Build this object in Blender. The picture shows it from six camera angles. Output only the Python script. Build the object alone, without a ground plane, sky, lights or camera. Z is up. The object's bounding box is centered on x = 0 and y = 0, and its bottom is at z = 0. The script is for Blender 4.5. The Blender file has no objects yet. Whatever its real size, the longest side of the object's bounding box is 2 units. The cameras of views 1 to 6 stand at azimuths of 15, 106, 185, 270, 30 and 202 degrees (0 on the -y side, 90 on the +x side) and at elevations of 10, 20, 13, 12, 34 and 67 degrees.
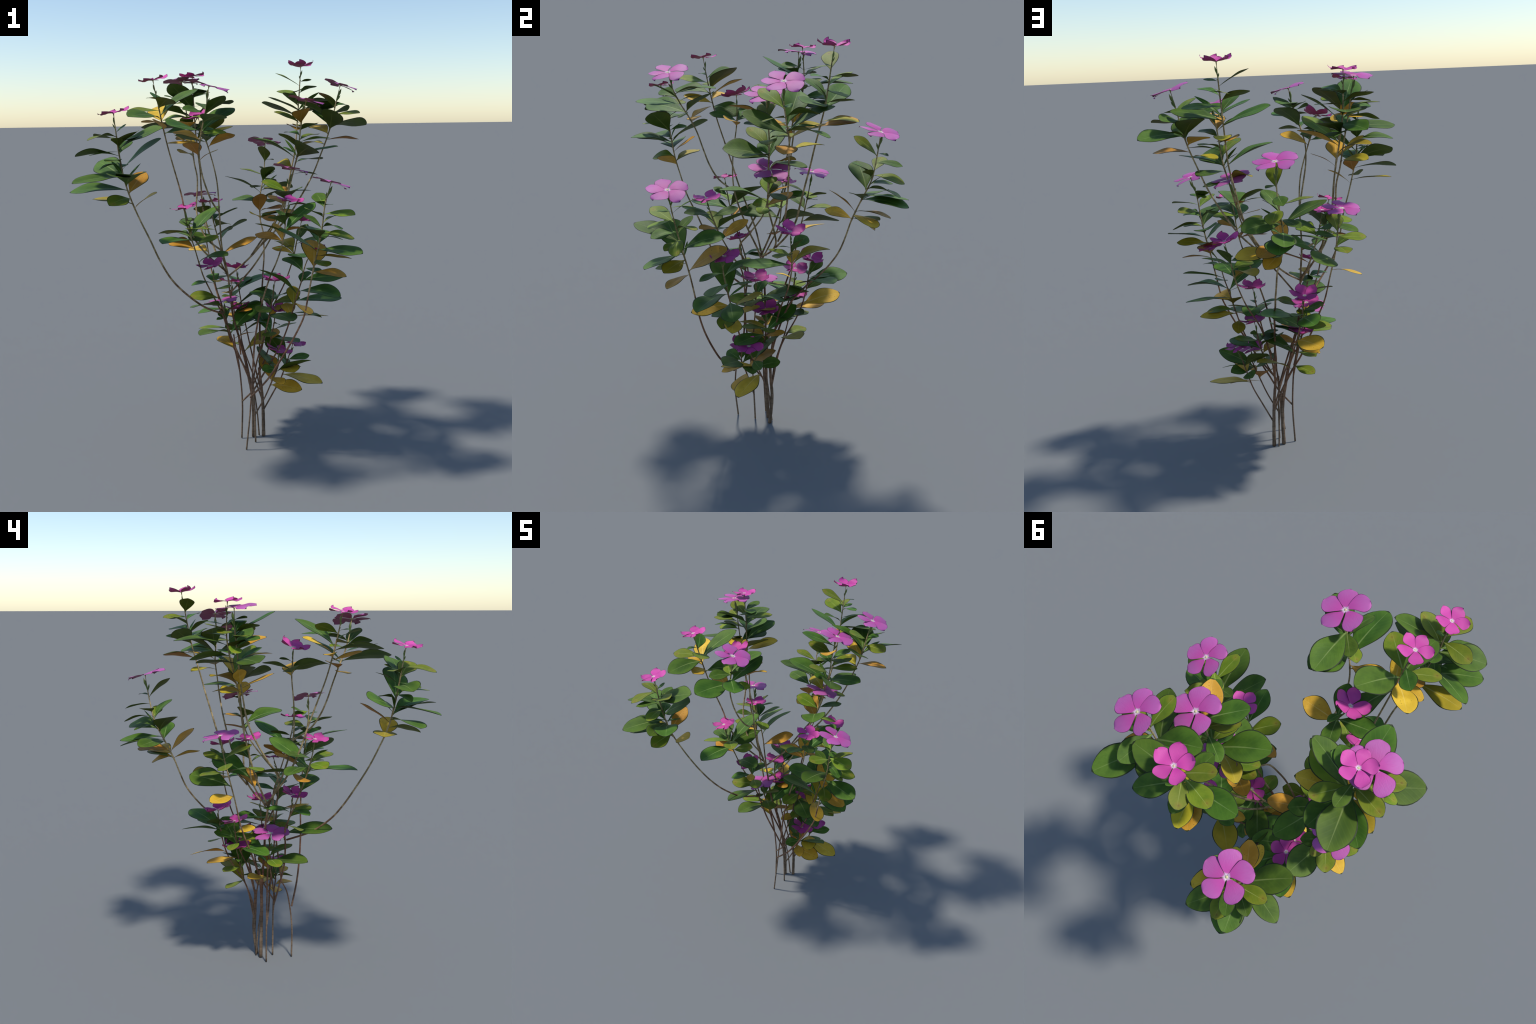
# A flowering periwinkle bush: slim branching stems, whorled leaves, five-petalled pink flowers.
import bpy, math, random
from mathutils import Vector, Matrix, Euler
random.seed(7)

# ---------------------------------------------------------------- plan of the plant
# stem spines (metres), from the flower at the tip down to where the stem joins its parent
STEMS = {
    'f1': [(.441, .275, 1.858), (.422, .268, 1.776), (.402, .271, 1.689), (.377, .275, 1.601), (.343, .262, 1.506), (.305, .248, 1.406), (.25, .225, 1.297), (.177, .19, 1.176), (.11, .16, 1.1), (.045, .12, 1.03)],
    'f2': [(-.332, .177, 1.917), (-.331, .181, 1.836), (-.328, .182, 1.755), (-.321, .17, 1.673), (-.309, .151, 1.59), (-.294, .133, 1.505), (-.281, .121, 1.419), (-.274, .11, 1.33), (-.26, .09, 1.23), (-.22, .06, 1.1), (-.16, .02, .98), (-.096, -.016, .886)],
    'f3': [(.201, .438, 1.969), (.199, .423, 1.885), (.196, .408, 1.797), (.193, .391, 1.708), (.191, .366, 1.617), (.188, .34, 1.524), (.176, .318, 1.444), (.161, .288, 1.346), (.14, .258, 1.247), (.104, .225, 1.152), (.045, .165, 1.06), (0, .095, .98)],
    'f4': [(.479, -.253, 1.397), (.451, -.254, 1.291), (.436, -.242, 1.186), (.415, -.23, 1.08), (.389, -.219, .973), (.367, -.211, .864), (.345, -.206, .754), (.32, -.206, .69), (.277, -.204, .606), (.216, -.195, .501), (.146, -.178, .394), (.05, -.146, .285)],
    'f5': [(-.045, -.428, 1.834), (-.061, -.416, 1.754), (-.088, -.392, 1.675), (-.113, -.362, 1.606), (-.131, -.333, 1.53), (-.13, -.304, 1.44), (-.118, -.27, 1.36), (-.106, -.22, 1.29), (-.098, -.139, 1.235)],
    'f6': [(-.342, -.351, 1.87), (-.329, -.332, 1.766), (-.317, -.309, 1.661), (-.304, -.281, 1.556), (-.289, -.243, 1.447), (-.274, -.204, 1.336), (-.264, -.168, 1.221), (-.243, -.118, 1.102), (-.192, -.065, 1.006), (-.1, -.01, .905)],
    'f7': [(-.313, .218, 1.292), (-.293, .202, 1.186), (-.277, .176, 1.068), (-.25, .15, .951), (-.222, .127, .831), (-.192, .105, .75), (-.143, .064, .625), (-.09, .03, .5), (-.03, .02, .4), (.021, .02, .3)],
    'f8': [(.262, -.158, 1.301), (.242, -.148, 1.223), (.23, -.126, 1.142), (.207, -.098, 1.059), (.174, -.07, .977), (.134, -.045, .894), (.09, -.05, .75), (.06, -.07, .58), (.051, -.09, .43)],
    'f9': [(.21, .138, 1.434), (.19, .12, 1.3), (.172, .085, 1.2), (.13, 0, 1.09), (.098, -.06, 1.02), (.053, -.07, .952), (0, -.06, .89), (-.085, -.01, .8)],
    'f10': [(-.043, .605, 1.56), (-.043, .598, 1.5), (-.045, .585, 1.42), (-.052, .565, 1.332), (-.058, .533, 1.262), (-.053, .499, 1.194), (-.042, .467, 1.121), (-.02, .445, 1.052), (-.01, .415, .977), (0, .372, .912), (.008, .316, .849), (.02, .25, .79), (.03, .16, .68), (.042, .09, .5), (.05, .055, .36)],
    'f11': [(-.381, .145, 1.888), (-.366, .144, 1.806), (-.355, .137, 1.724), (-.339, .129, 1.64), (-.324, .121, 1.556), (-.309, .108, 1.468), (-.29, .096, 1.39), (-.285, .073, 1.313), (-.277, .031, 1.228), (-.245, -.013, 1.15), (-.19, -.056, 1.082), (-.105, -.08, 1.03)],
    'f12': [(-.417, -.632, 1.719), (-.415, -.617, 1.623), (-.41, -.603, 1.527), (-.399, -.588, 1.43), (-.379, -.567, 1.335), (-.354, -.532, 1.239), (-.325, -.492, 1.142), (-.304, -.436, 1.039), (-.27, -.376, .935), (-.215, -.32, .851), (-.152, -.232, .769), (-.1, -.11, .71)],
    'f13': [(.145, .026, .864), (.13, .02, .76), (.1, -.005, .6), (.06, -.035, .45), (.039, -.055, .33)],
    'f14': [(-.147, -.141, .962), (-.128, -.125, .85), (-.112, -.1, .77), (-.095, -.1, .71)],
    'f15': [(-.249, -.24, 1.264), (-.241, -.229, 1.194), (-.227, -.214, 1.125), (-.212, -.195, 1.055), (-.201, -.17, .982), (-.188, -.143, .907), (-.165, -.117, .836), (-.135, -.1, .764), (-.09, -.104, .675), (-.049, -.1, .557), (0, -.075, .42), (.038, -.048, .3)],
    'f16': [(-.128, .242, .879), (-.115, .235, .8), (-.09, .215, .68), (-.06, .18, .58), (0, .1, .42), (.06, .062, .22)],
    'f17': [(.285, .156, 1.778), (.259, .152, 1.66), (.25, .152, 1.58), (.241, .146, 1.507), (.22, .133, 1.419), (.2, .124, 1.33), (.172, .112, 1.243), (.1, .115, 1.11), (.032, .105, 1.014), (-.03, .06, .945), (-.096, -.016, .886)],
    'f18': [(-.199, -.135, 1.703), (-.18, -.13, 1.63), (-.151, -.128, 1.551), (-.108, -.142, 1.397), (-.098, -.139, 1.235), (-.105, -.09, 1.06), (-.1, -.04, .95), (-.096, -.016, .886), (-.09, 0, .78), (-.075, .005, .65), (-.04, .012, .52), (-.01, .018, .38), (.02, .02, .2), (.02, .024, 0)],
    'f19': [(.243, .006, .541), (.22, .01, .47), (.193, .03, .398), (.165, .045, .326), (.12, .05, .24), (.066, .055, .139)],
    'f20': [(-.132, .159, .82), (-.125, .15, .72), (-.09, .11, .6), (-.05, .04, .45)],
    'f21': [(.14, .069, .699), (.12, .06, .58), (.09, .03, .45), (.04, -.05, .32)],
    'f22': [(.176, -.042, .513), (.18, -.058, .45), (.165, -.06, .4), (.135, -.05, .33), (.1, -.045, .25), (.046, -.043, .15)],
    'f23': [(-.22, .085, 1.262), (-.2, .08, 1.16), (-.165, .07, 1.04), (-.13, .03, .95), (-.095, -.01, .87)],
    'f24': [(-.095, .151, .672), (-.08, .135, .58), (-.055, .11, .47), (.01, .07, .33), (.06, .06, .2)],
    'f25': [(.244, .233, 1.151), (.22, .23, 1.05), (.2, .225, .95), (.16, .19, .82), (.1, .13, .68), (.06, .08, .5), (.048, .055, .36)],
    'f26': [(-.133, -.026, .755), (-.11, -.02, .66), (-.07, -.01, .5), (-.042, -.01, .37)],
    'f27': [(.363, -.05, 1.057), (.325, -.075, .975), (.304, -.074, .89), (.277, -.069, .804), (.252, -.063, .717), (.223, -.055, .628), (.188, -.05, .544), (.139, -.036, .454), (.088, -.026, .369), (.037, -.02, .283), (-.033, -.008, .206)],
}
# trunks that stand in the ground: spine from the ground up, radius at foot and at top
TRUNKS = {
    'a': ([(-.038, -.006, 0), (-.032, -.007, .2), (-.044, -.01, .39), (-.062, -.013, .5), (-.072, -.014, .575)], .0046, .0036),
    'b': ([(.026, -.146, 0), (.046, -.147, .18), (.054, -.124, .35), (.051, -.09, .43)], .0044, .0034),
    'c': ([(.02, .024, 0), (.02, .02, .2), (-.002, .019, .34), (-.026, .024, .45), (-.058, .034, .53)], .0100, .0068),
    'd': ([(.048, -.042, 0), (.046, -.043, .18), (.041, -.045, .26), (.039, -.055, .35)], .0046, .0034),
    'e': ([(.044, .05, 0), (.036, .038, .15), (.021, .02, .3)], .0042, .0034),
    'f': ([(.07, .045, 0), (.064, .062, .15), (.058, .058, .26), (.046, .052, .38)], .0098, .0066),
}
# leaves per stem: (distance from the flower along the stem, compass angle, rise angle, length, kind)
LEAVES = {
    'f1': [(0.106, 39, 3, 0.071, 's'), (0.121, -113, 30, 0.152, 'l'), (0.155, 72, 8, 0.167, 'g'), (0.159, -19, 4, 0.154, 'l'), (0.193, 179, 29, 0.234, 'g'), (0.215, 70, 11, 0.149, 'f'), (0.219, 51, 2, 0.261, 'g'), (0.219, 115, 24, 0.223, 'g'), (0.234, -77, 27, 0.216, 'g'), (0.258, 129, 15, 0.185, 'y'), (0.290, 6, 1, 0.170, 'y'), (0.315, 136, 0, 0.183, 'y')],
    'f2': [(0.108, 79, 9, 0.125, 'g'), (0.112, -44, 15, 0.137, 'g'), (0.142, 149, 14, 0.163, 'l'), (0.156, 38, 3, 0.160, 'l'), (0.182, -102, 31, 0.263, 'g'), (0.201, 93, 5, 0.252, 'g'), (0.220, -150, 20, 0.143, 'l'), (0.242, -25, 33, 0.245, 'g'), (0.250, 122, -3, 0.210, 'g'), (0.288, 68, 16, 0.224, 'g'), (0.335, -26, 33, 0.228, 'l'), (0.350, 12, 23, 0.211, 'y'), (0.390, 145, 15, 0.196, 'y'), (0.420, -88, 25, 0.190, 'y'), (0.452, -16, 27, 0.137, 'y')],
    'f3': [(0.082, -4, 9, 0.066, 'g'), (0.104, -168, 28, 0.149, 'l'), (0.130, 60, 8, 0.067, 's'), (0.130, 108, 0, 0.124, 'l'), (0.145, -28, 16, 0.124, 'g'), (0.167, 151, 15, 0.160, 'l'), (0.190, 34, 0, 0.184, 'g'), (0.216, -118, 31, 0.140, 'g'), (0.239, -10, 38, 0.155, 'f'), (0.242, 88, 6, 0.130, 'g'), (0.250, 24, 8, 0.061, 'f'), (0.254, -10, 12, 0.248, 'g'), (0.269, 165, 19, 0.235, 'g'), (0.328, 94, 0, 0.168, 'y'), (0.350, 107, 7, 0.175, 'y')],
    'f4': [(0.092, 128, -8, 0.117, 'l'), (0.110, -52, 8, 0.068, 's'), (0.123, 120, 27, 0.132, 'g'), (0.154, -19, 2, 0.162, 'l'), (0.168, -112, 20, 0.155, 'l'), (0.199, 54, 11, 0.157, 'l'), (0.216, -40, 1, 0.133, 'g'), (0.225, 158, 31, 0.120, 'g'), (0.253, 17, -8, 0.160, 'l'), (0.271, -97, 18, 0.248, 'g'), (0.271, -16, 0, 0.116, 'l'), (0.307, 106, 16, 0.208, 'g'), (0.330, -23, 1, 0.242, 'g'), (0.340, -138, 30, 0.245, 'g'), (0.344, -177, 43, 0.081, 'f'), (0.362, -12, 0, 0.176, 'y'), (0.380, -59, -3, 0.144, 'l'), (0.427, 101, 30, 0.221, 'y'), (0.445, -15, -2, 0.174, 'y')],
    'f5': [(0.111, 79, 8, 0.235, 'g'), (0.112, 116, 15, 0.137, 'g'), (0.134, -32, 31, 0.160, 'g'), (0.137, -118, 12, 0.136, 'g'), (0.155, 129, 8, 0.110, 'l'), (0.169, -53, 8, 0.225, 'g'), (0.219, 61, 28, 0.235, 'g'), (0.222, -106, 8, 0.249, 'g'), (0.235, 7, 5, 0.120, 'l'), (0.262, 160, 14, 0.165, 'y'), (0.276, -167, 0, 0.154, 'y')],
    'f6': [(0.089, -120, 5, 0.064, 's'), (0.102, 116, 19, 0.130, 'g'), (0.129, -51, 14, 0.159, 'l'), (0.142, -162, 1, 0.152, 'l'), (0.165, 55, 30, 0.254, 'g'), (0.183, -108, 3, 0.232, 'g'), (0.197, 119, 24, 0.188, 'y'), (0.215, 168, 9, 0.124, 'y'), (0.233, -80, 16, 0.157, 'y'), (0.251, 56, -8, 0.201, 'g')],
    'f7': [(0.124, -79, 27, 0.152, 'l'), (0.129, 71, 16, 0.117, 'l'), (0.149, 30, 16, 0.120, 'g'), (0.149, -178, 0, 0.139, 'l'), (0.200, 111, 1, 0.147, 'l'), (0.200, -136, 20, 0.130, 'g'), (0.267, 69, 11, 0.229, 'g'), (0.323, 143, 1, 0.176, 'y')],
    'f8': [(0.095, -51, 14, 0.138, 'g'), (0.102, 116, 15, 0.130, 'g'), (0.127, -97, 20, 0.175, 'g'), (0.165, 58, 31, 0.250, 'g'), (0.166, -25, 16, 0.121, 'y'), (0.173, -151, 20, 0.157, 'l'), (0.220, 164, 10, 0.160, 'y'), (0.226, 120, 32, 0.154, 'y')],
    'f9': [(0.132, -171, 27, 0.149, 'l'), (0.169, -70, 18, 0.232, 'g'), (0.190, 136, 16, 0.155, 'y'), (0.199, 4, 5, 0.133, 'l')],
    'f10': [(0.103, 53, -1, 0.068, 's'), (0.117, -82, 42, 0.146, 'l'), (0.149, 104, -9, 0.128, 'g'), (0.191, 172, 14, 0.154, 'l'), (0.214, 82, -11, 0.156, 'l'), (0.218, -16, 32, 0.093, 'l'), (0.232, -47, 40, 0.149, 'g'), (0.256, 131, -8, 0.131, 'g'), (0.272, 45, 35, 0.133, 'f'), (0.285, 47, 2, 0.226, 'g'), (0.297, -158, 26, 0.228, 'g'), (0.325, 95, -5, 0.215, 'g'), (0.344, -2, 24, 0.170, 'g'), (0.347, 90, -8, 0.229, 'g'), (0.357, 151, 2, 0.219, 'g'), (0.412, 64, 0, 0.199, 'y'), (0.416, -74, 43, 0.171, 'y'), (0.430, 33, 0, 0.230, 'y'), (0.440, 60, -18, 0.140, 'y'), (0.453, 64, 8, 0.162, 'l'), (0.453, -95, 16, 0.143, 'y')],
    'f11': [(0.111, -9, 19, 0.157, 'g'), (0.111, 139, 0, 0.118, 'l'), (0.112, -124, 15, 0.137, 'g'), (0.142, -164, 6, 0.149, 'l'), (0.181, -133, 16, 0.152, 'g'), (0.188, 175, -5, 0.145, 'l'), (0.238, -157, 0, 0.250, 'g'), (0.242, -76, 10, 0.168, 'y'), (0.250, -80, 30, 0.130, 'g'), (0.260, 75, 0, 0.210, 'g'), (0.360, 178, 38, 0.130, 'y'), (0.399, 133, 6, 0.180, 'y')],
    'f12': [(0.085, 38, 38, 0.060, 'g'), (0.105, -115, -4, 0.159, 'l'), (0.125, 157, 7, 0.150, 'l'), (0.130, 19, 16, 0.136, 'l'), (0.146, -68, 24, 0.095, 'l'), (0.154, -30, 27, 0.159, 'l'), (0.162, 2, 24, 0.230, 'g'), (0.170, -145, -6, 0.132, 'g'), (0.182, 87, 29, 0.122, 'g'), (0.190, -172, 0, 0.204, 'g'), (0.215, -84, 3, 0.153, 'l'), (0.227, -147, -13, 0.101, 's'), (0.244, 114, 8, 0.100, 'g'), (0.252, -4, 35, 0.239, 'g'), (0.285, -132, -4, 0.242, 'g'), (0.293, 159, 45, 0.113, 'f'), (0.293, 15, 16, 0.092, 'f'), (0.297, 143, 17, 0.255, 'g'), (0.310, 66, 40, 0.126, 'f'), (0.310, -79, 11, 0.215, 'g'), (0.326, -56, 16, 0.233, 'g'), (0.347, -160, -1, 0.257, 'g'), (0.363, 81, 33, 0.167, 'y'), (0.388, -105, -6, 0.151, 'l'), (0.414, 168, 4, 0.225, 'y'), (0.436, -20, 29, 0.155, 'y')],
    'f13': [(0.089, -60, 5, 0.064, 's'), (0.102, 176, 15, 0.130, 'g'), (0.105, 78, 0, 0.159, 'g'), (0.129, 9, 14, 0.155, 'l'), (0.142, -102, 3, 0.152, 'l'), (0.142, 115, 13, 0.246, 'g'), (0.183, -47, 5, 0.240, 'g'), (0.200, 70, 20, 0.136, 'y')],
    'f14': [(0.079, 85, 0, 0.143, 'g'), (0.079, -64, 8, 0.105, 'y'), (0.097, -136, 3, 0.132, 'g'), (0.102, 116, 15, 0.130, 'g'), (0.129, -51, 14, 0.155, 'l'), (0.181, -156, 6, 0.156, 'l'), (0.228, -107, 11, 0.256, 'g'), (0.263, 9, 25, 0.143, 'l')],
    'f15': [(0.098, -94, 28, 0.090, 'g'), (0.102, 116, 15, 0.130, 'g'), (0.129, -51, 14, 0.155, 'l'), (0.131, -153, 2, 0.155, 'l'), (0.156, 66, 34, 0.253, 'g'), (0.156, 146, 0, 0.205, 'g'), (0.174, -105, 5, 0.247, 'g'), (0.199, 7, 20, 0.136, 'l'), (0.220, 164, 10, 0.160, 'y'), (0.295, -25, 16, 0.204, 'g')],
    'f16': [(0.080, 157, 24, 0.123, 'g'), (0.089, -161, 5, 0.064, 's'), (0.102, 75, 15, 0.130, 'g'), (0.119, 111, 8, 0.210, 'g'), (0.119, 44, 16, 0.252, 'g'), (0.163, 157, 8, 0.138, 'l'), (0.214, -20, 16, 0.131, 'g'), (0.248, 127, 7, 0.221, 'y')],
    'f17': [(0.063, -154, 24, 0.202, 'g'), (0.121, -164, 25, 0.154, 'l'), (0.121, -75, 24, 0.185, 'y'), (0.150, -40, 15, 0.130, 'g'), (0.151, 55, 16, 0.132, 'g'), (0.177, 137, 7, 0.131, 'g'), (0.200, 60, 10, 0.150, 'l'), (0.214, 14, 8, 0.160, 'l'), (0.244, -122, 30, 0.159, 'l'), (0.275, -134, 24, 0.098, 'g'), (0.279, -8, 12, 0.222, 'g'), (0.289, 156, 50, 0.120, 'f'), (0.289, -60, 16, 0.217, 'g'), (0.301, -171, 26, 0.261, 'g'), (0.316, 63, 2, 0.221, 'g'), (0.360, 140, 10, 0.160, 'y'), (0.382, 20, 0, 0.131, 'l'), (0.473, 47, 0, 0.146, 'g'), (0.487, 172, 16, 0.138, 'l'), (0.487, 126, 16, 0.119, 'y')],
    'f18': [(0.076, 57, 11, 0.076, 'g'), (0.120, 95, 15, 0.150, 'g'), (0.130, -85, 17, 0.145, 'g'), (0.130, 176, 12, 0.170, 'g'), (0.155, -2, 23, 0.152, 'y')],
    'f19': [(0.100, 34, 5, 0.124, 'g'), (0.110, 140, 33, 0.200, 'g'), (0.150, 110, 10, 0.120, 'g'), (0.151, -63, 9, 0.186, 'y'), (0.199, -13, -4, 0.230, 'y')],
    'f20': [(0.065, -92, 16, 0.110, 'y'), (0.080, -150, 5, 0.058, 's'), (0.092, 86, 15, 0.117, 'g'), (0.116, -81, 14, 0.140, 'l'), (0.128, 168, 3, 0.137, 'l'), (0.149, 28, 31, 0.225, 'g'), (0.165, -137, 5, 0.216, 'g'), (0.180, -20, 20, 0.122, 'y')],
    'f21': [(0.076, -45, 5, 0.054, 's'), (0.087, -169, 15, 0.111, 'g'), (0.110, 24, 14, 0.132, 'l'), (0.121, -87, 3, 0.129, 'l'), (0.140, 133, 31, 0.212, 'g'), (0.156, -32, 5, 0.204, 'g'), (0.170, 85, 20, 0.116, 'y'), (0.187, -121, 10, 0.136, 'y')],
    'f22': [(0.091, -172, 24, 0.067, 's'), (0.100, -120, 10, 0.110, 'g'), (0.118, 38, 3, 0.146, 'g'), (0.118, -10, 24, 0.213, 'g'), (0.120, 140, 33, 0.190, 'g'), (0.151, -55, -1, 0.120, 'y'), (0.181, 113, 32, 0.190, 'y'), (0.201, 0, -4, 0.169, 'y')],
    'f23': [(0.093, -120, 5, 0.067, 's'), (0.104, 36, 25, 0.152, 'g'), (0.107, 116, 15, 0.137, 'g'), (0.135, -51, 14, 0.163, 'l'), (0.149, -162, 3, 0.160, 'l'), (0.192, -107, 5, 0.252, 'g'), (0.220, 64, 23, 0.241, 'g'), (0.284, 22, 24, 0.205, 'y')],
    'f24': [(0.062, 121, 0, 0.186, 'y'), (0.076, -180, 5, 0.054, 's'), (0.087, 56, 15, 0.111, 'g'), (0.110, -111, 14, 0.132, 'l'), (0.121, 138, 3, 0.129, 'l'), (0.140, -2, 31, 0.212, 'g'), (0.205, 139, -3, 0.140, 'l'), (0.234, 39, 24, 0.230, 'y')],
    'f25': [(0.089, -80, 5, 0.064, 's'), (0.102, 156, 15, 0.130, 'g'), (0.121, 56, 48, 0.127, 'g'), (0.129, -11, 14, 0.155, 'l'), (0.142, -122, 3, 0.152, 'l'), (0.183, -67, 5, 0.240, 'g'), (0.187, 126, 14, 0.205, 'y'), (0.187, -175, 16, 0.126, 'y')],
    'f26': [(0.098, -120, 5, 0.067, 's'), (0.112, 116, 15, 0.137, 'g'), (0.142, -51, 14, 0.163, 'l'), (0.156, -162, 3, 0.160, 'l'), (0.178, -116, 9, 0.227, 'g'), (0.182, 58, 31, 0.263, 'g'), (0.220, 10, 20, 0.143, 'y'), (0.269, 140, 13, 0.157, 'y')],
    'f27': [(0.116, -39, -3, 0.131, 'g'), (0.138, 132, 16, 0.185, 'g'), (0.182, 1, 8, 0.215, 'g'), (0.197, 86, 16, 0.140, 'g'), (0.242, -19, 0, 0.238, 'g'), (0.257, -149, 35, 0.245, 'g'), (0.257, 135, 24, 0.111, 'f'), (0.291, 22, 1, 0.239, 'g'), (0.317, -58, 0, 0.198, 'y'), (0.328, 103, 27, 0.172, 'y'), (0.363, -3, -4, 0.155, 'l'), (0.378, 114, 16, 0.139, 'y'), (0.380, 15, 0, 0.190, 'y'), (0.420, 95, -8, 0.150, 'y')],
}
# flowers: kind, lean of the face toward +x and +y, turn of the petals
FLOWERS = {
    'f1': ('wide', .32, .10), 'f4': ('wide', .30, .14), 'f5': ('wide', .27, .05), 'f7': ('wide', -.08, .2),
    'f9': ('wide', .19, .18), 'f10': ('wide', .03, .30), 'f11': ('wide', -.05, .14), 'f17': ('wide', .23, .1),
    'f26': ('wide', -.2, .05),
    'f2': ('cup', -.05, .08), 'f3': ('deep', .0, .05), 'f6': ('cup', -.14, -.08), 'f8': ('cup', .1, -.05),
    'f12': ('cup', -.17, -.12), 'f13': ('deep', .05, .05), 'f14': ('deep', -.15, -.25), 'f15': ('cup', -.15, -.1),
    'f16': ('deep', .0, .25), 'f18': ('deep', -.25, -.25), 'f19': ('cup', .22, .12), 'f20': ('cup', .05, .2),
    'f21': ('deep', .22, .0), 'f22': ('cup', .24, .12), 'f23': ('cup', -.1, .1), 'f24': ('deep', -.1, .1),
    'f25': ('deep', .1, .15), 'f27': ('cup', .2, .0),
}
TURN = {'f3': -3, 'f6': -24, 'f12': -24, 'f2': -10}

# ---------------------------------------------------------------- node helpers
class Mat:
    def __init__(self, name):
        self.m = bpy.data.materials.new(name); self.m.use_nodes = True
        self.t = self.m.node_tree; self.t.nodes.clear()
        self.out = self.t.nodes.new('ShaderNodeOutputMaterial')
        self.b = self.t.nodes.new('ShaderNodeBsdfPrincipled')
        self.t.links.new(self.b.outputs[0], self.out.inputs[0])
        tc = self.t.nodes.new('ShaderNodeTexCoord'); self.obj = tc.outputs['Object']
        sep = self.t.nodes.new('ShaderNodeSeparateXYZ'); self.link(self.obj, sep.inputs[0])
        self.x, self.y, self.z = sep.outputs
    def link(self, a, b): self.t.links.new(a, b)
    def put(self, v, sock):
        if isinstance(v, bpy.types.NodeSocket): self.link(v, sock)
        elif isinstance(v, tuple) and len(v) == 3 and sock.type == 'RGBA': sock.default_value = v + (1,)
        else: sock.default_value = v
    def math(self, op, a, b=0.0, c=None, clamp=False):
        n = self.t.nodes.new('ShaderNodeMath'); n.operation = op; n.use_clamp = clamp
        self.put(a, n.inputs[0]); self.put(b, n.inputs[1])
        if c is not None: self.put(c, n.inputs[2])
        return n.outputs[0]
    def step(self, v, a, b, lo=0.0, hi=1.0):
        n = self.t.nodes.new('ShaderNodeMapRange'); n.interpolation_type = 'SMOOTHSTEP'
        self.put(v, n.inputs[0]); n.inputs[1].default_value = a; n.inputs[2].default_value = b
        n.inputs[3].default_value = lo; n.inputs[4].default_value = hi
        return n.outputs[0]
    def mix(self, f, a, b, kind='MIX'):
        n = self.t.nodes.new('ShaderNodeMix'); n.data_type = 'RGBA'; n.blend_type = kind
        self.put(f, n.inputs[0]); self.put(a, n.inputs[6]); self.put(b, n.inputs[7])
        return n.outputs[2]
    def noise(self, scale, detail=2.0, stretch=None, rand=True):
        n = self.t.nodes.new('ShaderNodeTexNoise'); n.noise_dimensions = '4D'
        n.inputs['Scale'].default_value = scale; n.inputs['Detail'].default_value = detail
        mp = self.t.nodes.new('ShaderNodeMapping'); self.link(self.obj, mp.inputs[0])
        if stretch: mp.inputs['Scale'].default_value = stretch
        self.link(mp.outputs[0], n.inputs['Vector'])
        if rand: self.link(self.math('MULTIPLY', self.rand(), 37.0), n.inputs['W'])
        return n.outputs[0]
    def rand(self):
        if not hasattr(self, '_r'):
            self._r = self.t.nodes.new('ShaderNodeObjectInfo').outputs['Random']
        return self._r
    def finish(self, col, rough=.5, spec=.4, bump=None, strength=.2, dist=.02):
        self.put(col, self.b.inputs['Base Color']); self.put(rough, self.b.inputs['Roughness'])
        self.b.inputs['Specular IOR Level'].default_value = spec
        if bump is not None:
            n = self.t.nodes.new('ShaderNodeBump'); n.inputs['Strength'].default_value = strength
            n.inputs['Distance'].default_value = dist
            self.link(bump, n.inputs['Height']); self.link(n.outputs[0], self.b.inputs['Normal'])
        return self.m

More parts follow.
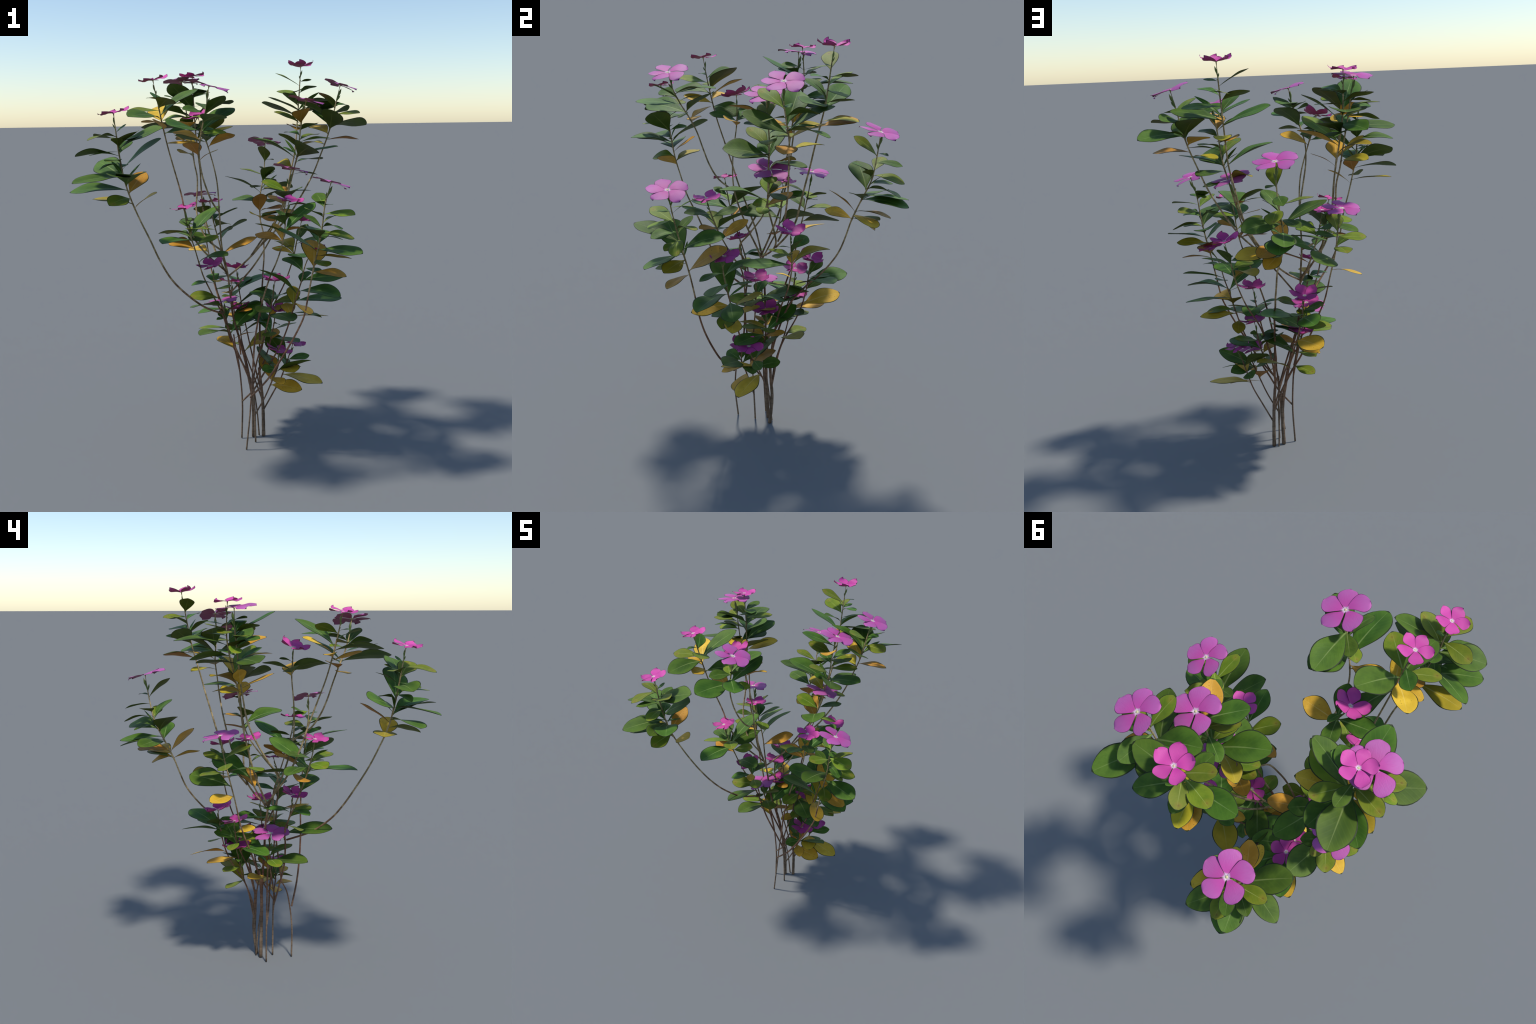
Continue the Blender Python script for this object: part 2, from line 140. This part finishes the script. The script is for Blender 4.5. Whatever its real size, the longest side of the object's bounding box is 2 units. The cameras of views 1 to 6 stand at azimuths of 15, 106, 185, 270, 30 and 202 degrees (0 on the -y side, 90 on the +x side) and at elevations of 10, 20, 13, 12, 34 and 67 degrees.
def leaf_material(name, deep, light, rib, edge, spot=None, specks=0.0, dull=1.0, gloss=.58, spec=.22):
    m = Mat(name)
    ay = m.math('ABSOLUTE', m.y)
    big = m.noise(3.2, 3.0); fine = m.noise(26.0, 2.0, (1, 2.2, 1))
    col = m.mix(m.step(big, .35, .68), deep, light)
    # side veins sweep forward from the midrib
    ph = m.math('SUBTRACT', m.math('MULTIPLY', m.x, 62.0), m.math('MULTIPLY', ay, 70.0))
    vein = m.step(m.math('SINE', ph), .30, 1.0, 0.0, .10)
    col = m.mix(vein, col, edge)
    col = m.mix(m.math('MULTIPLY', m.step(fine, .45, .72), .34), col, deep)
    # paler toward the margin and tip
    col = m.mix(m.math('MULTIPLY', m.step(ay, .10, .25), .45), col, edge)
    col = m.mix(m.math('MULTIPLY', m.step(m.x, .72, 1.0), .35), col, edge)
    if spot:
        dx = m.math('SUBTRACT', m.x, .86); dy = m.math('SUBTRACT', m.y, .03)
        d = m.math('SQRT', m.math('ADD', m.math('MULTIPLY', dx, dx), m.math('MULTIPLY', dy, dy)))
        d = m.math('ADD', d, m.math('MULTIPLY', m.math('SUBTRACT', fine, .5), .06))
        col = m.mix(m.step(d, .15, .03, 0, .5), col, spot)
        col = m.mix(m.step(d, .04, .012, 0, .45), col, (.16, .08, .02))
    if specks:
        v = m.t.nodes.new('ShaderNodeTexVoronoi'); v.inputs['Scale'].default_value = 13.0
        mp = m.t.nodes.new('ShaderNodeMapping'); m.link(m.obj, mp.inputs[0])
        cmb = m.t.nodes.new('ShaderNodeCombineXYZ')
        for i in range(3): m.link(m.math('MULTIPLY', m.rand(), 19.0 + 7 * i), cmb.inputs[i])
        m.link(cmb.outputs[0], mp.inputs['Location']); m.link(mp.outputs[0], v.inputs['Vector'])
        col = m.mix(m.math('MULTIPLY', m.step(v.outputs['Distance'], .17, .07), m.step(big, .42, .6, 0, specks)), col, (.10, .05, .01))
    # pale midrib narrowing to the tip
    wid = m.math('MULTIPLY_ADD', m.x, -.016, .021)
    ribf = m.math('MULTIPLY', m.step(m.math('DIVIDE', ay, wid), 1.2, .35), m.step(m.x, 1.05, .35, .25, 1.0))
    col = m.mix(m.math('MULTIPLY', ribf, .62), col, rib)
    r = m.math('MULTIPLY_ADD', m.rand(), .30, .85)
    hsv = m.t.nodes.new('ShaderNodeHueSaturation')
    m.put(col, hsv.inputs['Color']); m.put(m.math('MULTIPLY', r, dull), hsv.inputs['Value'])
    m.put(m.math('MULTIPLY_ADD', m.rand(), .034, .481), hsv.inputs['Hue'])
    h = m.math('ADD', m.math('MULTIPLY', vein, 1.0), m.math('MULTIPLY', ribf, -1.0))
    return m.finish(hsv.outputs[0], gloss, spec, h, .12, .01)

def plain(name, col, rough=.6):
    m = Mat(name)
    c = m.mix(m.step(m.noise(14, 3), .35, .7), col, tuple(v * .72 for v in col))
    return m.finish(c, rough, .3)

def petal_material(name, tip, mid, throat):
    m = Mat(name)
    ay = m.math('ABSOLUTE', m.y)
    streak = m.noise(5.0, 3.0, (1.2, 9, 1))
    col = m.mix(m.step(m.x, .18, .85), mid, tip)
    col = m.mix(m.math('MULTIPLY', m.step(streak, .40, .7), .28), col, mid)
    col = m.mix(m.math('MULTIPLY', m.step(m.noise(4.0, 2.0), .55, .8), .15), col, throat)
    col = m.mix(m.step(m.x, .165, .07), col, (.72, .54, .64))
    r = m.math('MULTIPLY_ADD', m.rand(), .2, .9)
    hsv = m.t.nodes.new('ShaderNodeHueSaturation')
    m.put(col, hsv.inputs['Color']); m.put(r, hsv.inputs['Value'])
    return m.finish(hsv.outputs[0], .55, .25, streak, .12, .01)

def bark_material(name, young):
    m = Mat(name)
    n1 = m.noise(60.0, 3.0, (1, 1, .25), False); n2 = m.noise(30.0, 2.0, (1, 1, .6), False)
    old = m.mix(m.step(n1, .35, .68), (.115, .076, .048), (.24, .165, .105))
    red = m.mix(m.step(n2, .35, .7), (.15, .066, .038), (.31, .155, .085))
    grn = m.mix(m.step(n2, .40, .62), (.22, .165, .075), (.45, .33, .165))
    low = m.step(m.math('ADD', m.z, m.math('MULTIPLY', n2, .25)), .25, .60)
    col = m.mix(low, old, red)
    if young:
        up = m.step(m.math('ADD', m.z, m.math('MULTIPLY', n2, .5)), .95, 1.35)
        col = m.mix(up, col, grn)
        col = m.mix(m.math('MULTIPLY', m.step(m.noise(85, 2, (1, 1, .5), False), .58, .70), .7), col, (.12, .065, .035))
    ring = m.step(m.math('SINE', m.math('MULTIPLY', m.math('ADD', m.z, m.math('MULTIPLY', n1, .012)), 210.0)), .80, 1.0, 0, .4)
    col = m.mix(ring, col, (.05, .032, .02))
    return m.finish(col, .75, .25, n1, .5, .004)

M = {}
M['g'] = leaf_material('green_leaf_top', (.044, .105, .010), (.080, .165, .016), (.25, .34, .10), (.115, .205, .020))
M['gu'] = leaf_material('green_leaf_underside', (.048, .092, .011), (.072, .125, .016), (.17, .22, .06), (.09, .14, .018), dull=.9, gloss=.6)  # green lightened to carry soft sky light on the lower face
M['l'] = leaf_material('lime_leaf_top', (.115, .175, .010), (.165, .225, .014), (.34, .40, .10), (.215, .255, .018), spot=(.27, .22, .025))
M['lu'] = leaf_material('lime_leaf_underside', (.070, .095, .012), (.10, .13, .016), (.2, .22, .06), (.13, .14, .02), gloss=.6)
M['y'] = leaf_material('yellow_leaf_top', (.56, .31, .022), (.72, .42, .038), (.76, .52, .14), (.66, .38, .035), specks=.8)
M['yu'] = leaf_material('yellow_leaf_underside', (.36, .19, .018), (.48, .26, .030), (.50, .32, .10), (.44, .235, .03), specks=.8, gloss=.6)  # yellow darkened to ochre, the leaf's own shadow side tinted in
M['p'] = leaf_material('fading_leaf_top', (.34, .28, .014), (.46, .36, .02), (.52, .46, .12), (.44, .33, .02), specks=.5)
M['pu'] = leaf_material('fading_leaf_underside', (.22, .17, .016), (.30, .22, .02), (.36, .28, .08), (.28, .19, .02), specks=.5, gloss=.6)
M['rim'] = plain('leaf_margin_dark', (.028, .042, .010))
M['prim'] = plain('petal_margin_dark', (.10, .010, .07))
M['wide'] = petal_material('lilac_petal', (.47, .115, .36), (.51, .072, .32), (.36, .065, .33))
M['cup'] = petal_material('magenta_petal', (.58, .078, .33), (.55, .055, .30), (.40, .045, .27))
M['wideu'] = petal_material('lilac_petal_underside', (.34, .085, .22), (.36, .06, .20), (.26, .05, .18))  # lilac darkened toward maroon: shade beneath the flower painted into the colour
M['cupu'] = petal_material('magenta_petal_underside', (.40, .05, .19), (.38, .04, .18), (.28, .03, .15))  # base colour lowered to bake in the dim ambient light under the petals
M['eye'] = plain('flower_eye_cream', (.74, .68, .36))
M['hole'] = plain('flower_throat_yellow', (.55, .42, .06))
M['bud'] = plain('bud_green', (.14, .19, .05))
M['bark'] = bark_material('woody_bark', False)
M['stem'] = bark_material('young_stem_bark', True)

# ---------------------------------------------------------------- mesh helpers
def mesh_from(name, verts, faces, mats, slots=None, smooth=True):
    me = bpy.data.meshes.new(name)
    me.from_pydata(verts, [], faces); me.update()
    for k in mats: me.materials.append(M[k])
    for i, p in enumerate(me.polygons):
        p.use_smooth = smooth
        if slots: p.material_index = slots[i]
    return me

def blade(name, profile, mats, arch, fold, ripple=0.0, rows=14, thick=.006, rim=.93, bend=None, x0=0.0, seed=0, rim_end=.975):
    """closed thin blade along +x; profile(t) gives the half width, arch/fold shape it in z"""
    rnd = random.Random(seed); ph = rnd.random() * 6
    cols = [-1, -rim, -.62, -.3, 0, .3, .62, rim, 1]
    ts = [i / rows for i in range(rows)] + [rim_end, 1.0]
    ts = sorted(set(ts)); nc = len(cols)
    top, bot = [], []
    for t in ts:
        w, skew = profile(t)
        for c in cols:
            x = x0 + (1 - x0) * t
            y = c * w + skew
            z = arch(t) + fold * abs(c) ** 1.4 * w + ripple * w * math.sin(9 * t + ph + (1.5 if c > 0 else 0)) * c * c
            if bend: z += bend(t, c, w)
            th = thick * (1.0 if abs(c) < 1 else .35) * (.4 + .6 * math.sin(math.pi * min(max(t, .02), .98)))
            top.append((x, y, z + th)); bot.append((x, y, z - th))
    v = top + bot; off = len(top); f, s = [], []
    for i in range(len(ts) - 1):
        for j in range(nc - 1):
            a = i * nc + j
            r = 1 if (j in (0, nc - 2) or ts[i] >= rim_end - 1e-6) else 0
            f.append((a, a + nc, a + nc + 1, a + 1)); s.append(r)
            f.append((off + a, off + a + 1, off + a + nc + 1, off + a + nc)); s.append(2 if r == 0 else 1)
    for i in range(len(ts) - 1):
        a = i * nc; f.append((a, off + a, off + a + nc, a + nc)); s.append(1)
        b = a + nc - 1; f.append((b, b + nc, off + b + nc, off + b)); s.append(1)
    for j in range(nc - 1):
        f.append((j, j + 1, off + j + 1, off + j)); s.append(0)
        e = (len(ts) - 1) * nc + j; f.append((e, off + e, off + e + 1, e + 1)); s.append(1)
    return mesh_from(name, v, f, mats, s)

def leaf_profile(aspect, peak, power, stalk=.09, slim=.014):
    k = math.log(.5) / math.log(peak)
    def p(t):
        if t < stalk * .6: return slim, 0
        u = min(max((t - stalk * .6) / (1 - stalk * .6), 0), 1)
        return max(aspect * .5 * max(math.sin(math.pi * u ** k), 0) ** power, slim * (1 - t) + .006), 0
    return p

def leaf_set(kind, mats, aspect, peak, power, n, amp, fold):
    out = []
    for i in range(n):
        a = amp * (.5 + i / max(n - 1, 1)); tipdrop = .25 * a * (i % 3)
        arch = lambda t, a=a, d=tipdrop: a * math.sin(math.pi * t ** .8) - d * t ** 3 + d * t
        asp = aspect * (1 + .07 * ((i * 37) % 3 - 1))
        out.append(blade('leaf_%s_shape' % kind, leaf_profile(asp, peak, power), mats, arch, fold * (.7 + .3 * (i % 3)), .05, seed=i + len(kind)))
    return out

SHAPES = {
    'g': leaf_set('green', ['g', 'rim', 'gu'], .54, .62, .70, 5, .06, .13),
    's': leaf_set('sprout', ['g', 'rim', 'gu'], .56, .57, .76, 3, .06, .16),
    'l': leaf_set('lime', ['l', 'rim', 'lu'], .55, .63, .70, 4, .055, .10),
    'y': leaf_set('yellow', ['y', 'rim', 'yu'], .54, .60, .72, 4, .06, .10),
    'p': leaf_set('fading', ['p', 'rim', 'pu'], .50, .63, .74, 3, .08, .15),
    'f': leaf_set('finger', ['g', 'rim', 'gu'], .15, .50, .70, 2, .05, .25),
}

def petal_shape(kind):
    if kind == 'wide':
        def prof(t):
            w = .008 + .405 * max(math.sin(math.pi * min(t, 1) ** 1.8), 0) ** .60 * (1 + .025 * math.sin(14 * t))
            w = max(w, .05 * (1 - t) + .02)
            return w, .09 * math.sin(math.pi * t ** .8) - .03 * t
        arch = lambda t: .055 * math.sin(math.pi * t * .9)
        bend = lambda t, c, w: .05 * c * t - .03 * c * c * t
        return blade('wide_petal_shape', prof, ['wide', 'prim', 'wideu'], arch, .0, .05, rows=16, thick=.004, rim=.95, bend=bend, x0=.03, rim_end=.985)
    rise = .25 if kind == 'deep' else .15
    def prof(t):
        w = .008 + .40 * max(math.sin(math.pi * min(t, 1) ** 1.6), 0) ** .64 * (1 + .02 * math.sin(13 * t))
        w = max(w, .05 * (1 - t) + .02)
        return w, .05 * math.sin(math.pi * t) - .02 * t
    arch = lambda t: rise * t ** 1.7 + .03 * math.sin(2 * math.pi * t)
    bend = lambda t, c, w: .09 * c * c * t * (1 if kind == 'deep' else .2) + .07 * c * t
    return blade('%s_petal_shape' % kind, prof, ['cup', 'prim', 'cupu'], arch, .0, .05, rows=16, thick=.004, rim=.945, bend=bend, x0=.03, rim_end=.985)

PETAL = {k: petal_shape(k) for k in ('wide', 'cup', 'deep')}
RADIUS = {'wide': .098, 'cup': .071, 'deep': .073}

def spline(pts, n=7):
    P = [Vector(p) for p in pts]
    P = [2 * P[0] - P[1]] + P + [2 * P[-1] - P[-2]]
    out = []
    for i in range(1, len(P) - 2):
        a, b, c, d = P[i - 1:i + 3]
        for k in range(n):
            t = k / n
            out.append(.5 * (2 * b + (c - a) * t + (2 * a - 5 * b + 4 * c - d) * t * t + (3 * b - a - 3 * c + d) * t ** 3))
    return out + [P[-2]]

def tube(path, radii, sides=8):
    """sweep a ring along a path, capped at both ends"""
    v, f = [], []
    t0 = (path[1] - path[0]).normalized()
    u = t0.orthogonal().normalized()
    for i, p in enumerate(path):
        t = (path[min(i + 1, len(path) - 1)] - path[max(i - 1, 0)]).normalized()
        u = (u - t * u.dot(t)).normalized(); w = t.cross(u)
        for k in range(sides):
            a = 2 * math.pi * k / sides
            v.append(tuple(p + (u * math.cos(a) + w * math.sin(a)) * radii[i]))
    n = len(path)
    for i in range(n - 1):
        for k in range(sides):
            a = i * sides + k; b = i * sides + (k + 1) % sides
            f.append((a, b, b + sides, a + sides))
    f.append(tuple(range(sides - 1, -1, -1))); f.append(tuple((n - 1) * sides + k for k in range(sides)))
    return v, f

def add(name, me, parent, mw=None, kind=None):
    o = bpy.data.objects.new(name, me)
    bpy.context.scene.collection.objects.link(o)
    o.parent = parent
    if mw is not None: o.matrix_world = mw; o.matrix_basis = mw if parent is None else LOCAL(parent).inverted() @ mw
    if kind: o['kind'] = kind
    return o

WORLD = {}
def LOCAL(o): return WORLD.get(o.name, Matrix.Identity(4))

def basis(x, up):
    x = x.normalized(); y = up.cross(x)
    y = y.normalized() if y.length > 1e-4 else x.orthogonal().normalized()
    z = x.cross(y)
    return Matrix((x, y, z)).transposed()

def place(rot, scale, loc):
    return Matrix.Translation(loc) @ rot.to_4x4() @ Matrix.Diagonal((scale[0], scale[1], scale[2], 1))

# ---------------------------------------------------------------- build
bush = bpy.data.objects.new('periwinkle_bush', None)
bpy.context.scene.collection.objects.link(bush)
bush['label'] = 'tall flowering bush with pink five-petalled flowers and glossy leaves'
bush['category'] = 'flowering plant'

for key, (pts, r0, r1) in TRUNKS.items():
    path = spline(pts, 8); n = len(path)
    rad = [r0 + (r1 - r0) * i / (n - 1) + .0005 * math.sin(i * 2.3) * (r0 > .006) for i in range(n)]
    v, f = tube(path, rad, 10)
    add('trunk', mesh_from('trunk_shape', v, f, ['bark'], smooth=True), bush)

# bud and flower-centre meshes shared by all
def spindle(name, mat, prof, sides=7):
    path = [Vector((0, 0, z)) for z, r in prof]
    v, f = tube(path, [r for z, r in prof], sides)
    return mesh_from(name, v, f, [mat])
BUD = spindle('bud_shape', 'bud', [(0, .05), (.1, .055), (.3, .06), (.5, .10), (.62, .115), (.8, .075), (1, .008)])
def heart_shape():
    v, f = tube([Vector((0, 0, z)) for z in (-.02, .012, .02, .016, .004)], [.045, .062, .055, .032, .024], 10)
    n = len(f); slots = [0] * n
    for i in range(30, n): slots[i] = 1
    return mesh_from('flower_eye_shape', v, f, ['eye', 'hole'], slots)
HEART = heart_shape()

for key, pts in STEMS.items():
    kind, lx, ly = FLOWERS[key]
    path = spline(pts, 9)
    arc = [0.0]
    for i in range(1, len(path)): arc.append(arc[-1] + (path[i] - path[i - 1]).length)
    total = arc[-1]
    thickbase = .0036 + .0013 * min(total / 1.2, 1)
    nodes = [l[0] for l in LEAVES.get(key, [])]
    if key == 'f18': thickbase = .0062
    def rad(s):
        if s < .05: return .0014 + .0018 * max(0, 1 - s / .016) + .0004 * s / .05
        r = .0025 + (thickbase - .0025) * min((s - .05) / (total * .7), 1) ** .8
        for q in nodes:
            if abs(s - q) < .012: r += .0006 * (1 - abs(s - q) / .012)
        return r
    # resample finely in the leafy zone
    step = .008; samples = []; s = 0.0; i = 0
    while s < total:
        while i < len(arc) - 2 and arc[i + 1] < s: i += 1
        q = (s - arc[i]) / max(arc[i + 1] - arc[i], 1e-6)
        samples.append((s, path[i].lerp(path[i + 1], q))); s += step if s < .5 else .016
    samples.append((total, path[-1]))
    v, f = tube([p for s, p in samples], [rad(s) for s, p in samples], 8)
    branch = add('branch', mesh_from('branch_shape', v, f, ['stem']), bush)

    def at(s):
        for j in range(len(samples) - 1):
            if samples[j + 1][0] >= s:
                q = (s - samples[j][0]) / (samples[j + 1][0] - samples[j][0])
                return samples[j][1].lerp(samples[j + 1][1], q), (samples[j][1] - samples[j + 1][1]).normalized()
        return samples[-1][1], Vector((0, 0, 1))

    rnd = random.Random(key)
    # leaves
    for s, az, el, length, lk in LEAVES.get(key, []):
        base, tan = at(s)
        a, e = math.radians(az), math.radians(el)
        d = Vector((math.cos(a) * math.cos(e), math.sin(a) * math.cos(e), math.sin(e)))
        up = Vector((0, 0, 1)) + tan * .3 + Vector((rnd.uniform(-.55, .55), rnd.uniform(-.55, .55), 0))
        if lk == 'y' and rnd.random() < .16: lk = 'p'
        me = rnd.choice(SHAPES[lk])
        wv = rnd.uniform(.92, 1.08)
        add('leaf', me, branch, place(basis(d, up), (length, length * wv, length * rnd.uniform(.6, 1.15)), base))
    # flower: eye on a slim tube, with five petals
    c = path[0]
    n = Vector((lx, ly, 1)).normalized()
    zrot = basis(Vector((1, 0, 0)) - n * n.x, n)
    R = RADIUS[kind] * rnd.uniform(.97, 1.03)
    fm = place(zrot, (R, R, R), c)
    flower = add('flower', HEART, bush, fm); WORLD[flower.name] = fm
    turn = TURN.get(key, 0 if kind == 'wide' else rnd.uniform(0, 72))
    for k in range(5):
        a = math.radians(turn + (-145, -81, -14, 57, 133)[k] + rnd.uniform(-2, 2))
        tilt = rnd.uniform(-.05, .05)
        lm = Matrix.Rotation(a, 4, 'Z') @ Matrix.Rotation(tilt, 4, 'Y') @ Matrix.Rotation(rnd.uniform(-.04, .04), 4, 'X')
        sc = rnd.uniform(.95, 1.05)
        add('petal', PETAL[kind], flower, fm @ lm @ Matrix.Diagonal((sc, sc * rnd.uniform(.96, 1.04), sc, 1)))
    # unopened buds beside the flower stalk
    for j in range(2 if kind == 'wide' else 3):
        p, tan = at((.076 if kind == 'wide' else .062) + .010 * j)
        a = rnd.uniform(0, 6.28) if j else rnd.choice((.3, .6, 2.4))
        d = (tan + Vector((math.cos(a), math.sin(a), 0)) * (.20 + .20 * j)).normalized()
        L = (.062 if kind == 'wide' else .046) * (1 - .36 * j)
        wdt = L * (1.0 if kind == 'wide' else .85)
        rot = basis(d.orthogonal(), d)
        add('flower_bud', BUD, branch, place(rot, (wdt, wdt, L), p))
